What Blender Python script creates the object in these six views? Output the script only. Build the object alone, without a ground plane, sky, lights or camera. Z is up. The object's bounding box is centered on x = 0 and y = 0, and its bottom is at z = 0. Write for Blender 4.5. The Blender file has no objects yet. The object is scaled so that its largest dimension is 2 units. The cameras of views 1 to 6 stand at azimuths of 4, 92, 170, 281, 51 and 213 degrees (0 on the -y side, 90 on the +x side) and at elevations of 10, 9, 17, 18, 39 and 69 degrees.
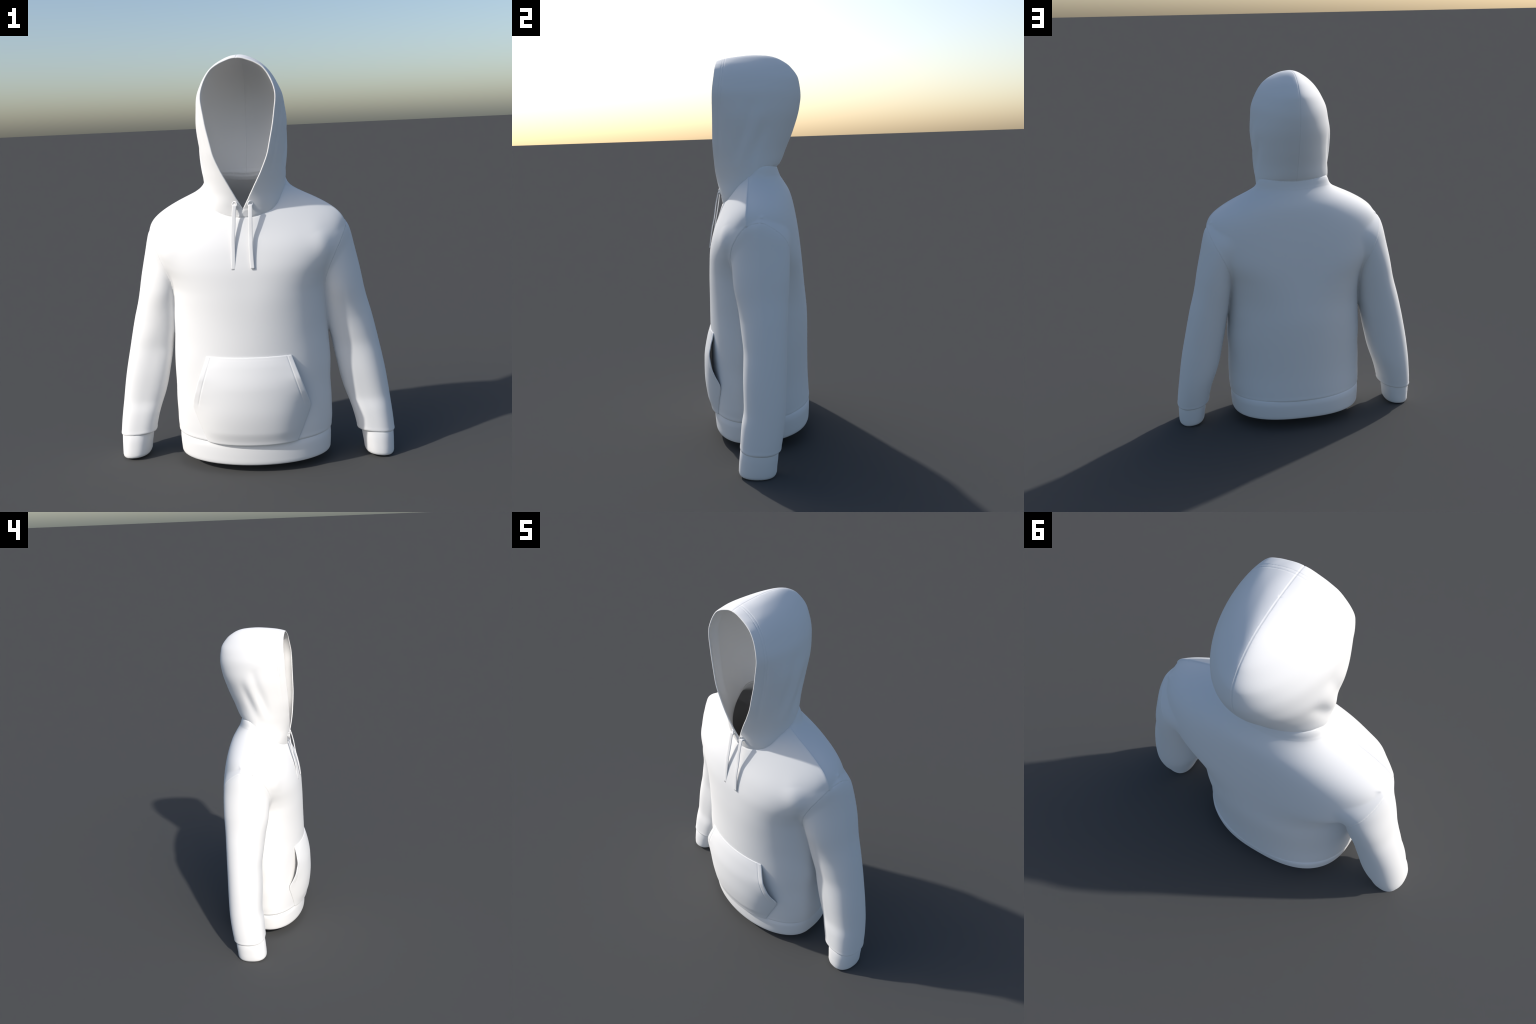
# White pullover hoodie standing empty: the cloth is modelled as an implicit
# surface (torso, sleeves and hood given by their horizontal cross-sections),
# meshed, cut along its sewing lines, given thickness and divided into parts.
# Hem band, cuffs, pouch pocket, drawstrings and eyelets are lofts.
import bpy, bmesh
import numpy as np
from mathutils import Vector

STEP = 0.0055            # size of the mesh cells of the cloth
CLOTH = 0.007            # thickness of the cloth


# ------------------------------------------------------------------ curves
class Curve:
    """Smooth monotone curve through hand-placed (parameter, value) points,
    optionally softened over a length of the parameter."""

    def __init__(self, *pts, soften=0):
        self.x = np.array([p[0] for p in pts], float)
        self.y = np.array([p[1] for p in pts], float)
        h = np.diff(self.x)
        s = np.diff(self.y) / h
        m = np.zeros(len(self.x))
        m[0], m[-1] = s[0], s[-1]
        for i in range(1, len(m) - 1):
            if s[i - 1] * s[i] > 0:
                w1, w2 = 2 * h[i] + h[i - 1], h[i] + 2 * h[i - 1]
                m[i] = (w1 + w2) / (w1 / s[i - 1] + w2 / s[i])
        self.m = m
        self.table = None
        if soften:
            t = np.arange(self.x[0], self.x[-1] + 1e-9, soften / 10)
            v = self(t)
            k = np.exp(-.5 * (np.arange(-30, 31) / 10) ** 2)
            pad = np.concatenate([2 * v[0] - v[30:0:-1], v, 2 * v[-1] - v[-2:-32:-1]])
            self.table = (t, np.convolve(pad, k / k.sum(), 'valid'))

    def __call__(self, t):
        if self.table is not None:
            return np.interp(t, *self.table)
        t = np.clip(np.asarray(t, float), self.x[0], self.x[-1])
        i = np.clip(np.searchsorted(self.x, t, side='right') - 1, 0, len(self.x) - 2)
        h = self.x[i + 1] - self.x[i]
        u = (t - self.x[i]) / h
        return ((1 + 2 * u) * (1 - u) ** 2 * self.y[i] + u * (1 - u) ** 2 * h * self.m[i]
                + u * u * (3 - 2 * u) * self.y[i + 1] + u * u * (u - 1) * h * self.m[i + 1])


# ---- torso: half width, front, back, line of greatest width, roundness
torso_half = Curve((.0, .380), (.16, .384), (.22, .390), (.42, .388), (.53, .389), (.65, .383), (.78, .379),
                   (.88, .379), (.94, .396), (1.0, .430), (1.05, .456), (1.10, .474), (1.15, .483), (1.18, .480),
                   (1.205, .472), (1.23, .456), (1.262, .421), (1.315, .333), (1.345, .271), (1.368, .228), (1.39, .205),
                   (1.42, .196), (1.45, .170), (1.48, .10), (1.50, .03), soften=.012)
torso_front = Curve((.0, -.234), (.16, -.236), (.3, -.239), (.59, -.240), (.75, -.236), (.854, -.233), (.927, -.228), (1.0, -.222),
                    (1.05, -.212), (1.093, -.202), (1.129, -.191), (1.164, -.178), (1.20, -.166), (1.249, -.148),
                    (1.30, -.118), (1.38, -.055), (1.45, .01), (1.5, .05), soften=.02)
torso_back = Curve((.0, .280), (.16, .280), (.34, .276), (.63, .281), (.8, .270), (1.04, .251), (1.217, .225),
                   (1.295, .205), (1.35, .175), (1.391, .151), (1.42, .144), (1.45, .125), (1.5, .07), soften=.012)
torso_mid = Curve((.0, -.022), (.35, -.018), (.8, .010), (1.0, .045), (1.12, .03), (1.2, .002), (1.33, .002), (1.38, .03), (1.42, .05), (1.5, .06),
                  soften=.03)
torso_round_front = Curve((.0, 2.0), (.3, 1.99), (.6, 2.0), (.8, 2.13), (.95, 2.4), (1.06, 2.3), (1.14, 1.9), (1.2, 1.5), (1.25, 1.33), (1.3, 1.3), (1.4, 2.0), soften=.03)
torso_round_back = Curve((.0, 2.35), (.16, 2.25), (.35, 2.05), (.7, 2.05), (.85, 2.5), (.98, 3.3), (1.1, 2.9), (1.18, 2.8), (1.3, 2.4), (1.4, 2.2), soften=.03)

# ---- sleeve: outer side, inner side, front, back, and how far its front is turned inwards
sleeve_outer = Curve((.0, .708), (.10, .705), (.125, .704), (.29, .686), (.42, .667), (.565, .638), (.715, .604),
                     (.83, .573), (.94, .552), (1.07, .523), (1.12, .512), (1.155, .502), (1.18, .489), (1.205, .46), soften=.015)
sleeve_inner = Curve((.0, .535), (.145, .519), (.24, .498), (.30, .477), (.36, .457), (.49, .430), (.63, .403),
                     (.73, .381), (.82, .369), (.9, .357), (.96, .342), (1.03, .310), (1.1, .275), (1.16, .265), (1.205, .28), soften=.02)
sleeve_front = Curve((.0, -.062), (.13, -.057), (.24, -.047), (.31, -.035), (.43, -.036), (.57, -.032),
                     (.64, -.039), (.77, -.056), (.89, -.076), (1.02, -.080), (1.08, -.077), (1.12, -.067),
                     (1.16, -.037), (1.185, .015), (1.205, .07), soften=.012)
sleeve_back = Curve((.0, .128), (.11, .135), (.167, .146), (.31, .165), (.56, .177), (.76, .187), (.92, .199),
                    (1.05, .203), (1.09, .200), (1.125, .188), (1.165, .152), (1.185, .12), (1.205, .08), soften=.012)
sleeve_turn = Curve((.0, .0), (.3, .05), (.6, .18), (.8, .28), (1.0, .30), (1.08, .2), (1.2, .0), soften=.03)
sleeve_skew = Curve((.0, .05), (.2, .18), (.5, .22), (.7, .2), (.85, .0), (1.2, .0), soften=.03)
# the armhole and the gap between sleeve and side
armhole = Curve((.0, .46), (.2, .45), (.4, .42), (.6, .396), (.73, .381), (.82, .374), (.90, .374), (.97, .393),
                (1.05, .428), (1.12, .463), (1.165, .482), (1.19, .490), (1.21, .52), (1.3, .9))

# ---- hood
hood_half = Curve((1.18, .17), (1.24, .186), (1.30, .194), (1.39, .198), (1.45, .205), (1.51, .209), (1.57, .213),
                  (1.67, .218), (1.76, .209), (1.80, .203), (1.866, .176), (1.91, .149), (1.95, .110),
                  (1.975, .072), (1.99, .042), (1.998, .016), (2.0005, .002))
hood_front = Curve((1.18, -.138), (1.24, -.149), (1.277, -.1535), (1.31, -.162), (1.36, -.176), (1.46, -.208), (1.56, -.239),
                   (1.65, -.245), (1.8, -.252), (1.87, -.252), (1.925, -.245), (1.95, -.197), (1.966, -.168), (1.974, -.155),
                   (1.987, -.11), (1.996, -.04), (2.0005, .01))
hood_back = Curve((1.18, .12), (1.36, .133), (1.426, .142), (1.442, .157), (1.525, .195), (1.61, .232), (1.73, .269),
                  (1.79, .277), (1.87, .268), (1.937, .226), (1.97, .182), (1.985, .15), (1.995, .11), (2.0005, .05))
hood_mid = Curve((1.18, .02), (1.3, .03), (1.4, .02), (1.5, .005), (1.67, -.015), (1.8, -.055), (1.87, -.07), (1.95, -.07), (1.98, -.03),
                 (2.0005, .03))
hood_round_front = Curve((1.2, 2.0), (1.24, 2.0), (1.28, 2.25), (1.36, 1.95), (1.5, 1.85), (1.7, 2.0), (1.85, 2.3), (2., 2.1))
hood_round_back = Curve((1.2, 2.2), (1.4, 2.0), (1.5, 1.82), (1.6, 1.8), (1.75, 1.92), (1.85, 1.88), (1.92, 1.7), (2., 1.65))
hood_edge = Curve((1.2, -.156), (1.277, -.157), (1.31, -.163), (1.36, -.170), (1.42, -.176), (1.54, -.178), (1.67, -.172),
                  (1.815, -.165), (1.91, -.154), (1.972, -.150), (2.05, -.148))
HOOD_SLIT = 1.277        # where the two edges of the hood meet


def seam_hem(y):
    return .162 + .055 * y


def seam_cuff(x, y):
    return .124 - .10 * (np.abs(x) - .62) - .04 * y


# ------------------------------------------------------------- the implicit cloth
def oval(x, y, half, front, back, mid, n_front, n_back):
    """Approximate distance to a closed oval cross-section."""
    ahead = y < mid
    d = np.where(ahead, mid - front, back - mid)
    n = np.where(ahead, n_front, n_back)
    d = np.maximum(d, 1e-4)
    p, q = np.abs(x) / half + 1e-6, np.abs(y - mid) / d + 1e-6
    pn, qn = p ** n, q ** n
    s = pn + qn
    r = s ** (1 / n)
    g = r / s * np.sqrt((pn / p / half) ** 2 + (qn / q / d) ** 2)
    return (r - 1) / g


def f_torso(x, y, z):
    f = oval(x, y, torso_half(z), torso_front(z), torso_back(z), torso_mid(z),
             torso_round_front(z), torso_round_back(z))
    return np.where(z > 1.5, np.maximum(f, z - 1.5), f)


def f_sleeve(x, y, z):
    xo, xi = sleeve_outer(z), sleeve_inner(z)
    yf, yb = sleeve_front(z), sleeve_back(z)
    turn = sleeve_turn(z)
    mid = (yf + yb) / 2
    q = np.abs(x) - (xo + xi) / 2
    inner = np.clip(.5 - q / (xo - xi), 0, 1)
    q = q - turn * np.minimum(y - mid, 0) - inner * sleeve_skew(z) * (y - mid)
    f = oval(q, y, (xo - xi) / 2, yf, yb, mid, np.interp(z, [.52, .72], [2.5, 2.0]), np.interp(z, [.9, 1.05], [2.25, 2.05]))
    return np.where(z > 1.205, np.maximum(f, z - 1.205), f)


def f_hood(x, y, z):
    f = oval(x, y, hood_half(z), hood_front(z), hood_back(z), hood_mid(z), hood_round_front(z), hood_round_back(z))
    f = np.where(z > 2.0, np.maximum(f, z - 2.0), f)
    return np.where(z < 1.2, np.maximum(f, 1.2 - z), f)


def blend(a, b, k):
    h = np.maximum(k - np.abs(a - b), 0) / k
    return np.minimum(a, b) - h * h * k / 4


def f_cloth(x, y, z):
    k = np.interp(z, [.7, .85, 1.0, 1.1, 1.17, 1.2], [.01, .015, .03, .03, .028, .02])
    return blend(blend(f_torso(x, y, z), f_sleeve(x, y, z), k), f_hood(x, y, z), .006)


def gradient(P, e=6e-4):
    x, y, z = P.T
    return np.stack([(f_cloth(x + e, y, z) - f_cloth(x - e, y, z)),
                     (f_cloth(x, y + e, z) - f_cloth(x, y - e, z)),
                     (f_cloth(x, y, z + e) - f_cloth(x, y, z - e))], 1) / (2 * e)


def surface_net(lo, hi, h):
    """Quads through the cells that the zero surface of f_cloth crosses."""
    n = np.ceil((np.array(hi) - lo) / h).astype(int) + 1
    ax = [lo[i] + h * np.arange(n[i]) for i in range(3)]
    F = np.empty(n)
    X, Y = np.meshgrid(ax[0], ax[1], indexing='ij')
    for k in range(n[2]):
        F[:, :, k] = f_cloth(X, Y, np.full_like(X, ax[2][k]))
    S = F < 0
    c = [S[i:n[0] - 1 + i, j:n[1] - 1 + j, k:n[2] - 1 + k] for i in (0, 1) for j in (0, 1) for k in (0, 1)]
    cnt = sum(a.astype(np.int8) for a in c)
    act = (cnt > 0) & (cnt < 8)
    idx = np.full(act.shape, -1, int)
    cells = np.argwhere(act)
    idx[act] = np.arange(len(cells))
    acc, num = np.zeros((len(cells), 3)), np.zeros(len(cells))
    for a in range(3):
        for i in (0, 1):
            for j in (0, 1):
                o = np.zeros(3, int)
                o[(a + 1) % 3], o[(a + 2) % 3] = i, j
                p = cells + o
                q = p.copy()
                q[:, a] += 1
                f0, f1 = F[tuple(p.T)], F[tuple(q.T)]
                m = (f0 < 0) != (f1 < 0)
                t = f0[m] / (f0[m] - f1[m])
                pt = p[m].astype(float)
                pt[:, a] += t
                acc[m] += pt
                num[m] += 1
    V = acc / num[:, None] * h + np.array(lo)
    Q = []
    for a in range(3):
        b, d = (a + 1) % 3, (a + 2) % 3
        sl0, sl1 = [slice(None)] * 3, [slice(None)] * 3
        sl0[a], sl1[a] = slice(0, -1), slice(1, None)
        chg = S[tuple(sl0)] != S[tuple(sl1)]
        e = np.argwhere(chg)
        ok = (e[:, b] > 0) & (e[:, d] > 0) & (e[:, b] < n[b] - 1) & (e[:, d] < n[d] - 1)
        e = e[ok]
        def cell(db, dd):
            r = e.copy()
            r[:, b] -= db
            r[:, d] -= dd
            return idx[tuple(r.T)]
        q = np.stack([cell(1, 1), cell(0, 1), cell(0, 0), cell(1, 0)], 1)
        inside = S[tuple(e.T)]
        q[~inside] = q[~inside][:, ::-1]
        Q.append(q)
    return V, np.concatenate(Q)


def project(P, rounds=3):
    for _ in range(rounds):
        g = gradient(P)
        f = f_cloth(*P.T)
        P = P - np.clip(f / np.maximum((g * g).sum(1), .05), -.01, .01)[:, None] * g
    return P


def relax(P, Q, rounds):
    """Even out the mesh along the surface."""
    e = np.concatenate([Q[:, [0, 1]], Q[:, [1, 2]], Q[:, [2, 3]], Q[:, [3, 0]]])
    deg = np.bincount(e.ravel(), minlength=len(P)).astype(float)
    for _ in range(rounds):
        s = np.stack([np.bincount(e[:, 0], P[e[:, 1], i], len(P)) + np.bincount(e[:, 1], P[e[:, 0], i], len(P))
                      for i in range(3)], 1)
        d = s / deg[:, None] - P
        g = gradient(P)
        g /= np.linalg.norm(g, axis=1)[:, None] + 1e-9
        d -= (d * g).sum(1)[:, None] * g
        P = project(P + .6 * d, 1)
    return P


# ------------------------------------------------------------- mesh helpers
def coords(bm):
    return np.array([v.co[:] for v in bm.verts])


def cut(bm, field, region=None, reach=.02):
    """Insert an edge loop where the scalar field vanishes (and region holds)."""
    bm.verts.index_update()
    P = coords(bm)
    g = field(*P.T)
    near = np.abs(g) < reach
    if region is not None:
        near &= region(*P.T)
    faces = [f for f in bm.faces if all(near[v.index] for v in f.verts)]
    lay = bm.verts.layers.float_vector.get('rest') or bm.verts.layers.float_vector.new('rest')
    faces = [f for f in bm.faces if all(near[v.index] for v in f.verts)]
    verts = {v for f in faces for v in f.verts}
    edges = {e for f in faces for e in f.edges}
    for v in verts:
        v[lay] = v.co
        v.co = (v.co.x + v.co.y * .37, v.co.y * .9 + v.co.z, g[v.index])
    res = bmesh.ops.bisect_plane(bm, geom=list(verts) + list(edges) + faces, dist=2e-4,
                                 plane_co=(0, 0, 0), plane_no=(0, 0, 1))
    new = {e for e in res['geom_cut'] if isinstance(e, bmesh.types.BMVert)}
    for v in verts | new:
        v.co = v[lay]
    bm.verts.index_update()
    bm.faces.index_update()


def drop(bm, test):
    c = np.array([f.calc_center_median()[:] for f in bm.faces])
    kill = test(*c.T)
    bmesh.ops.delete(bm, geom=[f for f, k in zip(list(bm.faces), kill) if k], context='FACES')


def always(x, y, z):
    return np.ones_like(x, bool)


# ------------------------------------------------------------- sewing lines
def g_neck(x, y, z):
    return f_hood(x, y, z) - f_torso(x, y, z)


def g_edge(x, y, z):
    # a straight slit as seen from the front, a level cut as seen from the side
    w = np.clip((z - 1.38) / .12, 0, 1)
    w = w * w * (3 - 2 * w)
    slit = np.where(y < .0, (np.abs(x) - .535 * (z - HOOD_SLIT)) * .45, 1.0)
    return w * (y - hood_edge(z)) + (1 - w) * slit


def g_arm(x, y, z):
    return (x - armhole(z)) * .85


def g_shoulder(x, y, z):
    return y - .004


def on_hood(x, y, z):
    return (g_neck(x, y, z) < 0) & (z > 1.22)


def on_arm_seam(x, y, z):
    return (z > .86) & (z < 1.215) & (x > .35)


def on_shoulder(x, y, z):
    return (z > 1.165) & (x < .51) & (g_neck(x, y, z) > -.02) & (x > .15)


STITCH = (.034, .046)    # two rows of stitches along the hood edge


def ridge(d, w):
    return np.maximum(0, 1 - np.abs(d) / w)


def soft(d, w):
    return np.exp(-(d / w) ** 2)


def relief(P):
    """Height of seams, turned edges and folds over the plain cloth."""
    x, y, z = P.T
    x = np.abs(x)
    h = np.zeros(len(P))
    hood = on_hood(x, y, z)
    gn = g_neck(x, y, z)
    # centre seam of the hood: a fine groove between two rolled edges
    c = hood & (z > 1.40)
    h += c * (-.0018 * ridge(x, .0025))
    # rows of stitches along the face opening
    e = g_edge(x, y, z)
    for s in STITCH:
        h += hood * np.clip((z - 1.55) / .25, 0, 1) * -.0011 * ridge(e - s, .0022)
    # neck seam
    h += (z > 1.2) * -.0030 * ridge(gn, .004)
    # collar tape at the nape
    h += (z > 1.3) * (gn > 0) * .0009 * np.clip((.0235 - gn) / .0035, 0, 1) * np.clip((y - .02) / .04, 0, 1)
    # armhole
    a = g_arm(x, y, z)
    m = on_arm_seam(x, y, z)
    h += m * (-.0012 * ridge(a, .0035) + .0012 * soft(np.minimum(a, 0), .010) * (a <= 0))
    # shoulder seam, front panel lapped over the back
    s = g_shoulder(x, y, z)
    m = on_shoulder(x, y, z) & (gn > 0) & (x < armhole(z))
    h += m * (.0030 * np.where(s < 0, np.exp(-(s / .010) ** 2), ridge(s, .003)))
    # lower edges rolled in at the hem and the cuffs
    d = z - seam_hem(y)
    h += (x < .43) * (.0012 * soft(d - .012, .010) - .006 * soft(d, .004))
    d = z - seam_cuff(x, y)
    h += (x > .43) * (.0012 * soft(d - .010, .009) - .007 * soft(d, .004))
    return h


def streak(P, a, b, w, amount):
    """Soft fold along the segment a-b (mirrored sides share it)."""
    Q = P.copy()
    Q[:, 0] = np.abs(Q[:, 0])
    a, b = np.array(a), np.array(b)
    t = np.clip(((Q - a) @ (b - a)) / ((b - a) @ (b - a)), 0, 1)
    d = np.linalg.norm(Q - a - t[:, None] * (b - a), axis=1)
    return amount * np.exp(-(d / w) ** 2) * np.clip(np.sin(np.pi * (.12 + .76 * t)), 0, 1)


FOLDS = [((.205, .03, 1.74), (.203, -.06, 1.48), .026, -.008),
         ((.205, .12, 1.67), (.198, .0, 1.44), .028, -.0075),
         ((.205, .075, 1.70), (.20, -.03, 1.46), .022, .003),
         ((.20, -.125, 1.78), (.14, -.15, 1.45), .012, -.002),
         # pull from the armpit across the chest
         ((.35, -.12, 1.16), (.38, -.10, 1.03), .050, .006)]


def build_cloth():
    V, Q = surface_net(np.array([-2.5 * STEP, -.32, .06]), np.array([.74, .32, 2.03]), STEP)
    V = project(V, 4)
    V = relax(V, Q, 4)
    V = project(V, 3)
    bm = bmesh.new()
    vs = [bm.verts.new(p) for p in V]
    for q in Q:
        if len(set(q)) == 4:
            bm.faces.new([vs[i] for i in q])
    bm.verts.index_update()
    # keep one half, cut the openings
    geom = list(bm.verts) + list(bm.edges) + list(bm.faces)
    bmesh.ops.bisect_plane(bm, geom=geom, dist=2e-4, plane_co=(0, 0, 0), plane_no=(1, 0, 0), clear_inner=True)
    for v in bm.verts:
        if v.co.x < 4e-4:
            v.co.x = 0
    cut(bm, lambda x, y, z: z - seam_hem(y), lambda x, y, z: x < .43)
    cut(bm, lambda x, y, z: z - seam_cuff(x, y), lambda x, y, z: x > .43)
    drop(bm, lambda x, y, z: np.where(x < .43, z < seam_hem(y), z < seam_cuff(x, y)))
    cut(bm, g_edge, on_hood)
    drop(bm, lambda x, y, z: on_hood(x, y, z) & (g_edge(x, y, z) < 0) & (z > HOOD_SLIT))
    # loops for the seams
    cut(bm, lambda x, y, z: x - .0025, lambda x, y, z: z > 1.35)
    for s in STITCH:
        for o in (-.0022, 0, .0022):
            cut(bm, lambda x, y, z: g_edge(x, y, z) - s - o, lambda x, y, z: on_hood(x, y, z) & (z > 1.54), .015)
    for o in (-.004, 0, .004, .012, .020, .0235):
        cut(bm, lambda x, y, z: g_neck(x, y, z) - o, lambda x, y, z: z > 1.2, .03)
    for o in (-.0035, 0, .0035):
        cut(bm, lambda x, y, z: g_arm(x, y, z) - o, on_arm_seam, .02)
    for o in (0, .003):
        cut(bm, lambda x, y, z: g_shoulder(x, y, z) - o, on_shoulder, .02)
    # mirror
    P = coords(bm)
    n = len(P)
    keep = P[:, 0] < 1e-6
    other = np.where(keep, np.arange(n), -1)
    other[~keep] = n + np.arange((~keep).sum())
    P2 = P[~keep] * (-1, 1, 1)
    polys = [[v.index for v in f.verts] for f in bm.faces]
    bm.free()
    PP = np.concatenate([P, P2])
    polys += [[int(other[i]) for i in reversed(p)] for p in polys]
    # normals and relief
    g = gradient(PP)
    N = g / (np.linalg.norm(g, axis=1)[:, None] + 1e-9)
    H = relief(PP)
    for a, b, w, s in FOLDS:
        H += streak(PP, a, b, w, s)
    # slight waviness of the cloth
    x, y, z = PP.T
    wave = (np.sin(31 * z + 9 * x + 4 * y + 1.3) + np.sin(23 * z - 13 * x + 11 * y + .4) + np.sin(44 * z + 7 * x - 9 * y + 2.2)) / 3
    H += .0014 * (np.abs(x) < armhole(z)) * wave * np.clip((1.1 - z) / .3, 0, 1) * np.clip((np.abs(x) - .22) / .15, 0, 1)
    # the two front edges of the hood cross below the slit
    x, y, z = PP.T
    d = x + .77 * (HOOD_SLIT - z)
    H += (on_hood(x, y, z) & (y < -.08) & (z < HOOD_SLIT + .004)) * .0035 * np.where(d > 0, np.exp(-d / .03), 0)
    return PP + N * H[:, None], N, polys, PP


# ------------------------------------------------------------- materials
def fabric(name, colour, rough=.85, bump=.15):
    m = bpy.data.materials.new(name)
    m.use_nodes = True
    nt = m.node_tree
    b = nt.nodes['Principled BSDF']
    b.inputs['Roughness'].default_value = rough
    b.inputs['Specular IOR Level'].default_value = .25
    tc = nt.nodes.new('ShaderNodeTexCoord')
    n1 = nt.nodes.new('ShaderNodeTexNoise')
    n1.inputs['Scale'].default_value = 420
    n1.inputs['Detail'].default_value = 2
    nt.links.new(tc.outputs['Object'], n1.inputs['Vector'])
    ramp = nt.nodes.new('ShaderNodeValToRGB')
    ramp.color_ramp.elements[0].color = (*[c * .985 for c in colour], 1)
    ramp.color_ramp.elements[1].color = (*[min(1, c * 1.015) for c in colour], 1)
    nt.links.new(n1.outputs['Fac'], ramp.inputs['Fac'])
    nt.links.new(ramp.outputs['Color'], b.inputs['Base Color'])
    bp = nt.nodes.new('ShaderNodeBump')
    bp.inputs['Strength'].default_value = bump
    bp.inputs['Distance'].default_value = .0006
    nt.links.new(n1.outputs['Fac'], bp.inputs['Height'])
    nt.links.new(bp.outputs['Normal'], b.inputs['Normal'])
    return m


WHITE = (.80, .80, .80)
JERSEY = fabric('white_jersey', WHITE)
RIB = fabric('white_rib_knit', WHITE)
CORD = fabric('white_cord', WHITE, .7)
METAL = fabric('white_enamel', WHITE, .45, 0)


def make_object(name, P, polys, mat, parent, normals=None):
    me = bpy.data.meshes.new(name)
    me.from_pydata([tuple(p) for p in P], [], polys)
    me.polygons.foreach_set('use_smooth', [True] * len(me.polygons))
    me.materials.append(mat)
    me.update()
    if normals is not None:
        me.normals_split_custom_set_from_vertices([tuple(n) for n in normals])
    ob = bpy.data.objects.new(name, me)
    bpy.context.scene.collection.objects.link(ob)
    ob.parent = parent
    return ob


def vertex_normals(P, polys):
    me = bpy.data.meshes.new('tmp')
    me.from_pydata([tuple(p) for p in P], [], polys)
    me.update()
    n = np.empty(len(P) * 3)
    me.vertex_normals.foreach_get('vector', n)
    bpy.data.meshes.remove(me)
    return n.reshape(-1, 3)


def shell(P, polys, N, thick, rest, lining=None):
    """Outer face, inner face and a rounded rim along every free border."""
    n = len(P)
    edges = {}
    for f in polys:
        for a, b in zip(f, f[1:] + f[:1]):
            edges[(a, b)] = edges.get((a, b), 0) + 1
    border = [(a, b) for (a, b) in edges if (b, a) not in edges]
    inner = (P if lining is None else lining[0]) - (N * thick if lining is None else lining[1])
    out = [P, inner]
    faces = list(polys) + [[i + n for i in reversed(f)] for f in polys]
    rim = {}
    acc = {}
    for a, b in border:
        t = P[b] - P[a]
        t /= np.linalg.norm(t) + 1e-12
        for v in (a, b):
            acc[v] = acc.get(v, 0) + np.cross(t, N[v])
    mids = []
    for v, d in acc.items():
        d = d / (np.linalg.norm(d) + 1e-12)
        for k, (s, o) in enumerate(((.2, .55), (.5, .75), (.8, .55))):
            mids.append(P[v] - N[v] * thick * s + d * thick * .5 * o)
        rim[v] = 2 * n + len(mids) - 3
    for a, b in border:
        la = [a, rim[a], rim[a] + 1, rim[a] + 2, a + n]
        lb = [b, rim[b], rim[b] + 1, rim[b] + 2, b + n]
        for i in range(4):
            faces.append([lb[i], la[i], la[i + 1], lb[i + 1]])
    PP = np.concatenate(out + ([np.array(mids)] if mids else []))
    src = np.concatenate([np.arange(n), np.arange(n), np.repeat(list(acc.keys()), 3)]) if mids else np.tile(np.arange(n), 2)
    return PP, faces, rest[src]


def loft(rows, closed=True):
    """Quads over rows of points with equal counts."""
    m = len(rows[0])
    P = np.concatenate(rows)
    F = []
    for r in range(len(rows) - 1):
        for i in range(m if closed else m - 1):
            j = (i + 1) % m
            F.append([r * m + i, r * m + j, (r + 1) * m + j, (r + 1) * m + i])
    return P, F


def oval_ring(half, front, back, mid, n_front, n_back, count):
    t = np.linspace(0, 2 * np.pi, count, endpoint=False)
    c, s = np.cos(t), np.sin(t)
    n = np.where(s < 0, n_front, n_back)
    x = half * np.sign(c) * np.abs(c) ** (2 / n)
    d = np.where(s < 0, mid - front, back - mid)
    return x, mid + d * np.sign(s) * np.abs(s) ** (2 / n)


# ------------------------------------------------------------- build
root = bpy.data.objects.new('hoodie', None)
bpy.context.scene.collection.objects.link(root)
root['label'] = 'plain white pullover hoodie with pouch pocket and drawstrings'
root['category'] = 'hoodie'

P, N0, polys, rest = build_cloth()
NV = vertex_normals(P, polys)
# the hood is lined: its inner layer stands off from the outer one, away from the edge
rx, ry, rz = np.abs(rest[:, 0]), rest[:, 1], rest[:, 2]
stand = np.clip((g_edge(rx, ry, rz) - .004) / .05, 0, 1) * np.interp(-g_neck(rx, ry, rz), [-.020, -.012, 0, .006], [0, .5, .5, 1]) * (rz > 1.22)
stand = stand * stand * (3 - 2 * stand)
offset = N0 * (CLOTH + np.interp(rz, [1.4, 1.6, 1.8, 1.92], [.015, .018, .018, .011]) * stand)[:, None]
# even the offset out around the neck, where the cloth is folded sharply
fold = (np.abs(g_neck(rx, ry, rz)) < .035) & (rz > 1.2)
ends = np.array([(a, b) for f in polys for a, b in zip(f, f[1:] + f[:1]) if fold[a] and a < b])
count = np.bincount(ends.ravel(), minlength=len(rest)).astype(float)
move = fold & (count > 0)
for _ in range(25):
    mean = np.stack([np.bincount(ends[:, 0], offset[ends[:, 1], i], len(rest))
                     + np.bincount(ends[:, 1], offset[ends[:, 0], i], len(rest)) for i in range(3)], 1)
    offset[move] = .5 * offset[move] + .5 * mean[move] / count[move, None]
# sewing lines on the inside: the centre seam of the lining and the neck seam
line = .0016 * ridge(rx, .0025) * on_hood(rx, ry, rz) * (rz > 1.4) + .0025 * ridge(g_neck(rx, ry, rz), .004) * (rz > 1.2)
offset -= N0 * line[:, None]
P2, polys2, rest2 = shell(P, polys, NV, CLOTH, rest, (rest, offset))
N2 = vertex_normals(P2, polys2)

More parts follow.
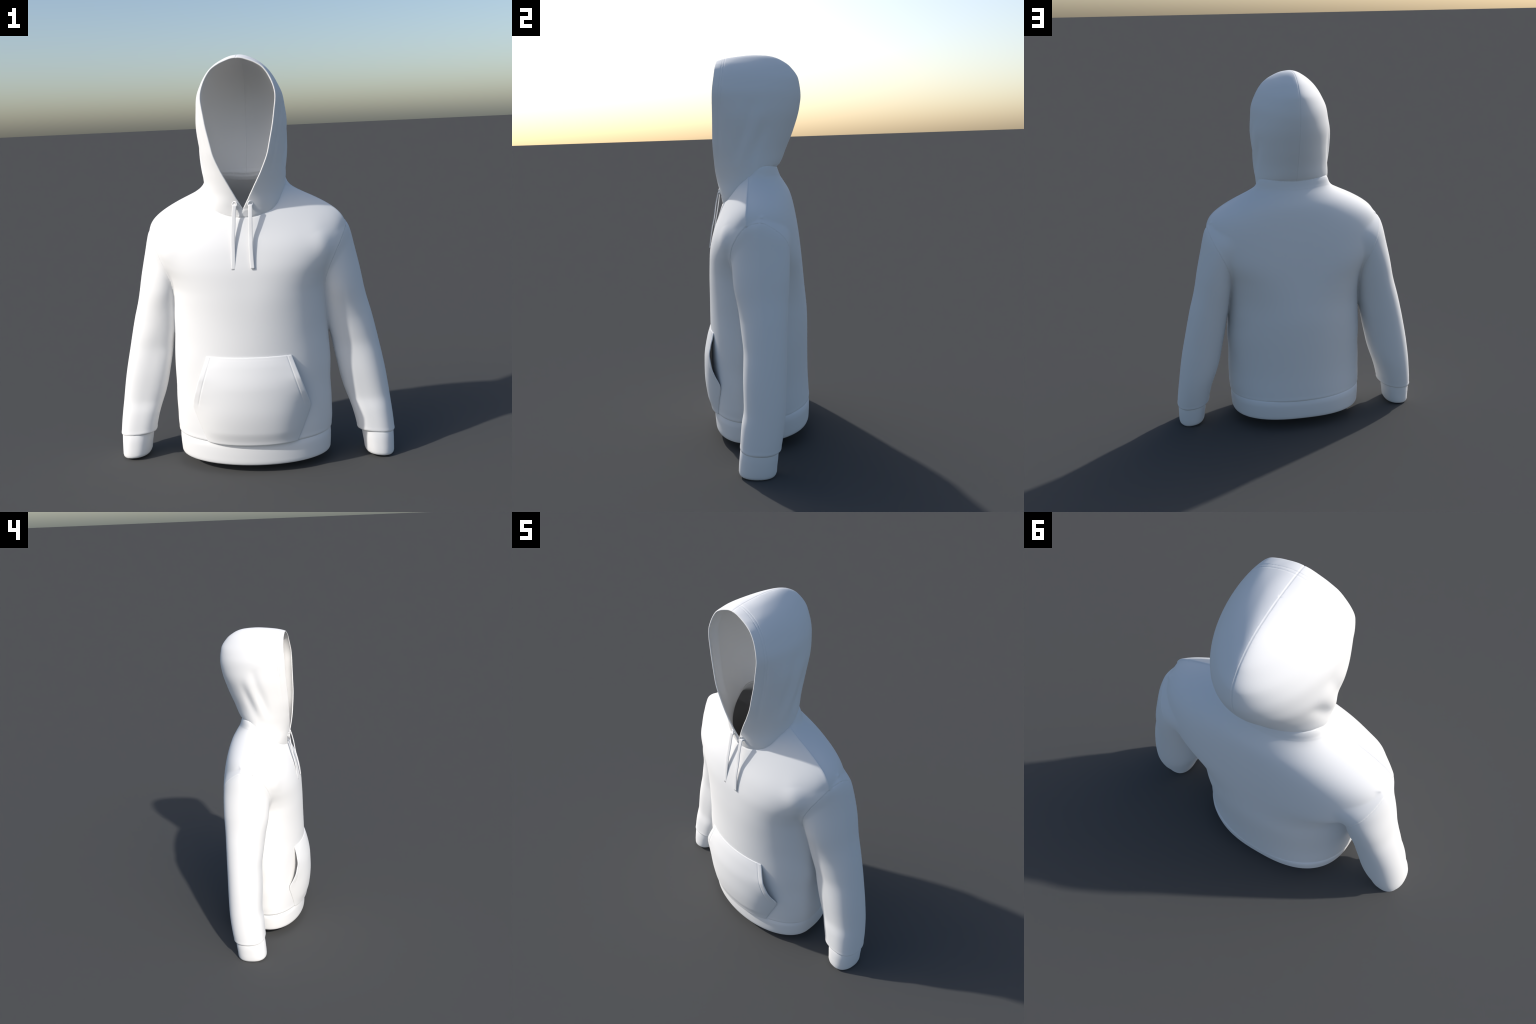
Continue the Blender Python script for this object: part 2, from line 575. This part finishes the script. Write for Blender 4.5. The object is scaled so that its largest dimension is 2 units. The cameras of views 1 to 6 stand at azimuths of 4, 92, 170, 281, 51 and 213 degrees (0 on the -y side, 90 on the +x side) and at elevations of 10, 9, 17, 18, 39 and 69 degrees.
cx = np.array([rest2[f].mean(0) for f in polys2])
ax = np.abs(cx[:, 0])
is_hood = on_hood(ax, cx[:, 1], cx[:, 2])
is_sleeve = (~is_hood) & (ax > armhole(cx[:, 2])) & (cx[:, 2] < 1.215)
label = np.where(is_hood, 'hood', np.where(is_sleeve, np.where(cx[:, 0] > 0, 'sleeve', 'sleeve2'), 'torso'))
for part in ('torso', 'hood', 'sleeve', 'sleeve2'):
    sel = [f for f, l in zip(polys2, label) if l == part]
    used = np.unique(np.concatenate([np.array(f) for f in sel]))
    remap = np.full(len(P2), -1)
    remap[used] = np.arange(len(used))
    ob = make_object('sleeve' if part == 'sleeve2' else part, P2[used], [[int(remap[i]) for i in f] for f in sel],
                     JERSEY, root, N2[used])
    if part == 'torso':
        torso_object = ob
    elif part == 'hood':
        hood_object = ob
    elif part == 'sleeve':
        sleeve_right = ob
    else:
        sleeve_left = ob

# hem band: a doubled band of rib, rounded at the bottom
HEM = [(-.014, .012), (-.007, .004), (-.002, -.004), (-.001, -.03), (-.002, -.06), (-.004, -.088), (-.005, -.101),
       (-.008, -.108), (-.012, -.1105), (-.016, -.108), (-.018, -.098), (-.019, -.04), (-.020, .012)]
rows = []
for inset, dz in HEM:
    x, y = oval_ring(.382 + inset, -.236 - inset, .280 + inset, -.024, 2.0, 2.5, 220)
    rows.append(np.stack([x, y, seam_hem(y) + dz], 1))
Ph, Fh = loft(rows[::-1])
make_object('hem_band', Ph, Fh, RIB, root)

# cuffs
CUFF = [(-.012, .014, 0), (-.005, .004, 0), (-.002, -.006, .1), (-.001, -.04, .4), (-.001, -.075, .75), (-.001, -.100, .9),
        (-.003, -.109, 1), (-.007, -.115, 1), (-.012, -.1175, 1), (-.017, -.115, 1), (-.020, -.100, 1), (-.020, -.04, .4), (-.020, .014, 0)]
for side, holder in ((1, sleeve_right), (-1, sleeve_left)):
    rows = []
    for inset, dz, t in CUFF:
        ang = np.linspace(0, 2 * np.pi, 120, endpoint=False)
        cxx, cyy = .618 + .008 * t, .036 - .013 * t
        hx, hy = .083 - .009 * t + inset, .093 - .002 * t + inset
        c, s = np.cos(ang), np.sin(ang)
        x = cxx + hx * np.sign(c) * np.abs(c) ** (2 / 2.3)
        y = cyy + hy * np.sign(s) * np.abs(s) ** (2 / 2.3)
        rows.append(np.stack([side * x, y, np.maximum(seam_cuff(x, y) + dz, 0 - .001 * dz)], 1))
    Pc, Fc = loft(rows[::-1] if side > 0 else rows)
    make_object('cuff', Pc, Fc, RIB, holder)


# pouch pocket
def torso_surface(x, z):
    n = torso_round_front(z)
    m = torso_mid(z)
    return m - (m - torso_front(z)) * np.maximum(1 - (np.abs(x) / torso_half(z)) ** n, 0) ** (1 / n)


pocket_wide = Curve((.14, .213), (.18, .229), (.29, .275), (.312, .283), (.330, .286), (.36, .280), (.45, .253), (.585, .204))
bulge_mid = Curve((.14, .016), (.165, .020), (.221, .034), (.333, .043), (.426, .040), (.535, .020), (.585, .0045))
bulge_edge = Curve((.14, .004), (.18, .004), (.28, .0055), (.315, .008), (.345, .018), (.375, .031), (.42, .042), (.469, .043), (.523, .028),
                   (.57, .009), (.585, .0045))
ts = np.unique(np.concatenate([np.linspace(.585, .325, 50), np.linspace(.325, .158, 34)]))[::-1]
ss = np.unique(np.concatenate([np.linspace(-1, 1, 90), [s for e in (.022, .026, .030) for s in (-1 + e / .25, 1 - e / .25)]]))
rows = []
for k, z0 in enumerate(ts):
    x = ss * pocket_wide(z0)
    # the lower edge follows the hem seam, which climbs to the sides
    low = np.clip((.30 - z0) / (.30 - .158), 0, 1)
    zz = z0 + low * (seam_hem(torso_surface(x, np.full_like(x, .16))) + .004 - .158)
    blend_s = np.abs(ss) ** 5
    b = bulge_mid(zz) * (1 - blend_s) + bulge_edge(zz) * blend_s
    y = torso_surface(x, zz) - b
    # stitched facing along the slanted openings
    inset = (1 - np.abs(ss)) * .25
    fade = np.clip((z0 - .325) / .03, 0, 1)
    if fade > 0:
        y += fade * .0013 * np.maximum(0, 1 - np.abs(inset - .026) / .004)
    # stitched lower and upper hem
    y += .0012 * np.maximum(0, 1 - abs(z0 - .578) / .004)
    rows.append(np.stack([x, y, zz], 1))
Pp, Fp = loft(rows, closed=False)
Np = vertex_normals(Pp, Fp)
if Np[:, 1].mean() > 0:
    Fp = [f[::-1] for f in Fp]
    Np = -Np
Pp2, Fp2, _ = shell(Pp, Fp, Np, .005, Pp)
make_object('pocket', Pp2, Fp2, JERSEY, torso_object)


# drawstrings and eyelets
def ribbon(path, half_w, half_t):
    path = np.array(path)
    n = 60
    u = np.linspace(0, 1, len(path))
    t = np.linspace(0, 1, n)
    C = np.stack([Curve(*zip(u, path[:, i]))(t) for i in range(3)], 1)
    T = np.gradient(C, axis=0)
    T /= np.linalg.norm(T, axis=1)[:, None]
    side = np.array([1., 0, 0])
    B = np.cross(T, side)
    B /= np.linalg.norm(B, axis=1)[:, None]
    S = np.cross(B, T)
    rows = []
    prof = [(np.sign(np.cos(a)) * abs(np.cos(a)) ** .45, np.sign(np.sin(a)) * abs(np.sin(a)) ** .6)
            for a in np.linspace(0, 2 * np.pi, 20, endpoint=False)]
    for c, s, b in zip(C, S, B):
        rows.append(np.array([c + s * half_w * p + b * half_t * q for p, q in prof]))
    P, F = loft(rows)
    m = len(prof)
    F.append(list(range(m))[::-1])
    F.append(list(range((n - 1) * m, n * m)))
    return P, F


STRINGS = {1: [(.0365, -.148, 1.303), (.0365, -.167, 1.302), (.036, -.172, 1.288), (.035, -.184, 1.239), (.034, -.196, 1.168),
               (.034, -.209, 1.116), (.036, -.219, 1.055), (.039, -.225, 1.010)],
           -1: [(-.037, -.148, 1.303), (-.037, -.166, 1.302), (-.040, -.170, 1.286), (-.043, -.177, 1.246), (-.046, -.186, 1.199),
                (-.049, -.196, 1.153), (-.050, -.208, 1.08), (-.052, -.218, 1.005)]}
for side in (1, -1):
    Pr, Fr = ribbon(STRINGS[side], .0095, .0022)
    ob = make_object('drawstring', Pr, Fr, CORD, hood_object)
    ring = []
    big, small = .0122, .0031
    for a in np.linspace(0, 2 * np.pi, 40, endpoint=False):
        ring.append(np.array([[(big + small * np.cos(b)) * np.cos(a), -small * np.sin(b), (big + small * np.cos(b)) * np.sin(a)]
                              for b in np.linspace(0, 2 * np.pi, 14, endpoint=False)]))
    ring.append(ring[0])
    Pe, Fe = loft(ring)
    ca, sa = np.cos(.45 * side), np.sin(.45 * side)
    R = np.array([[ca, -sa, 0], [sa, ca, 0], [0, 0, 1]])
    Pe = Pe @ R.T + np.array([side * .037, -.1615, 1.306])
    make_object('eyelet', Pe, Fe, METAL, hood_object)
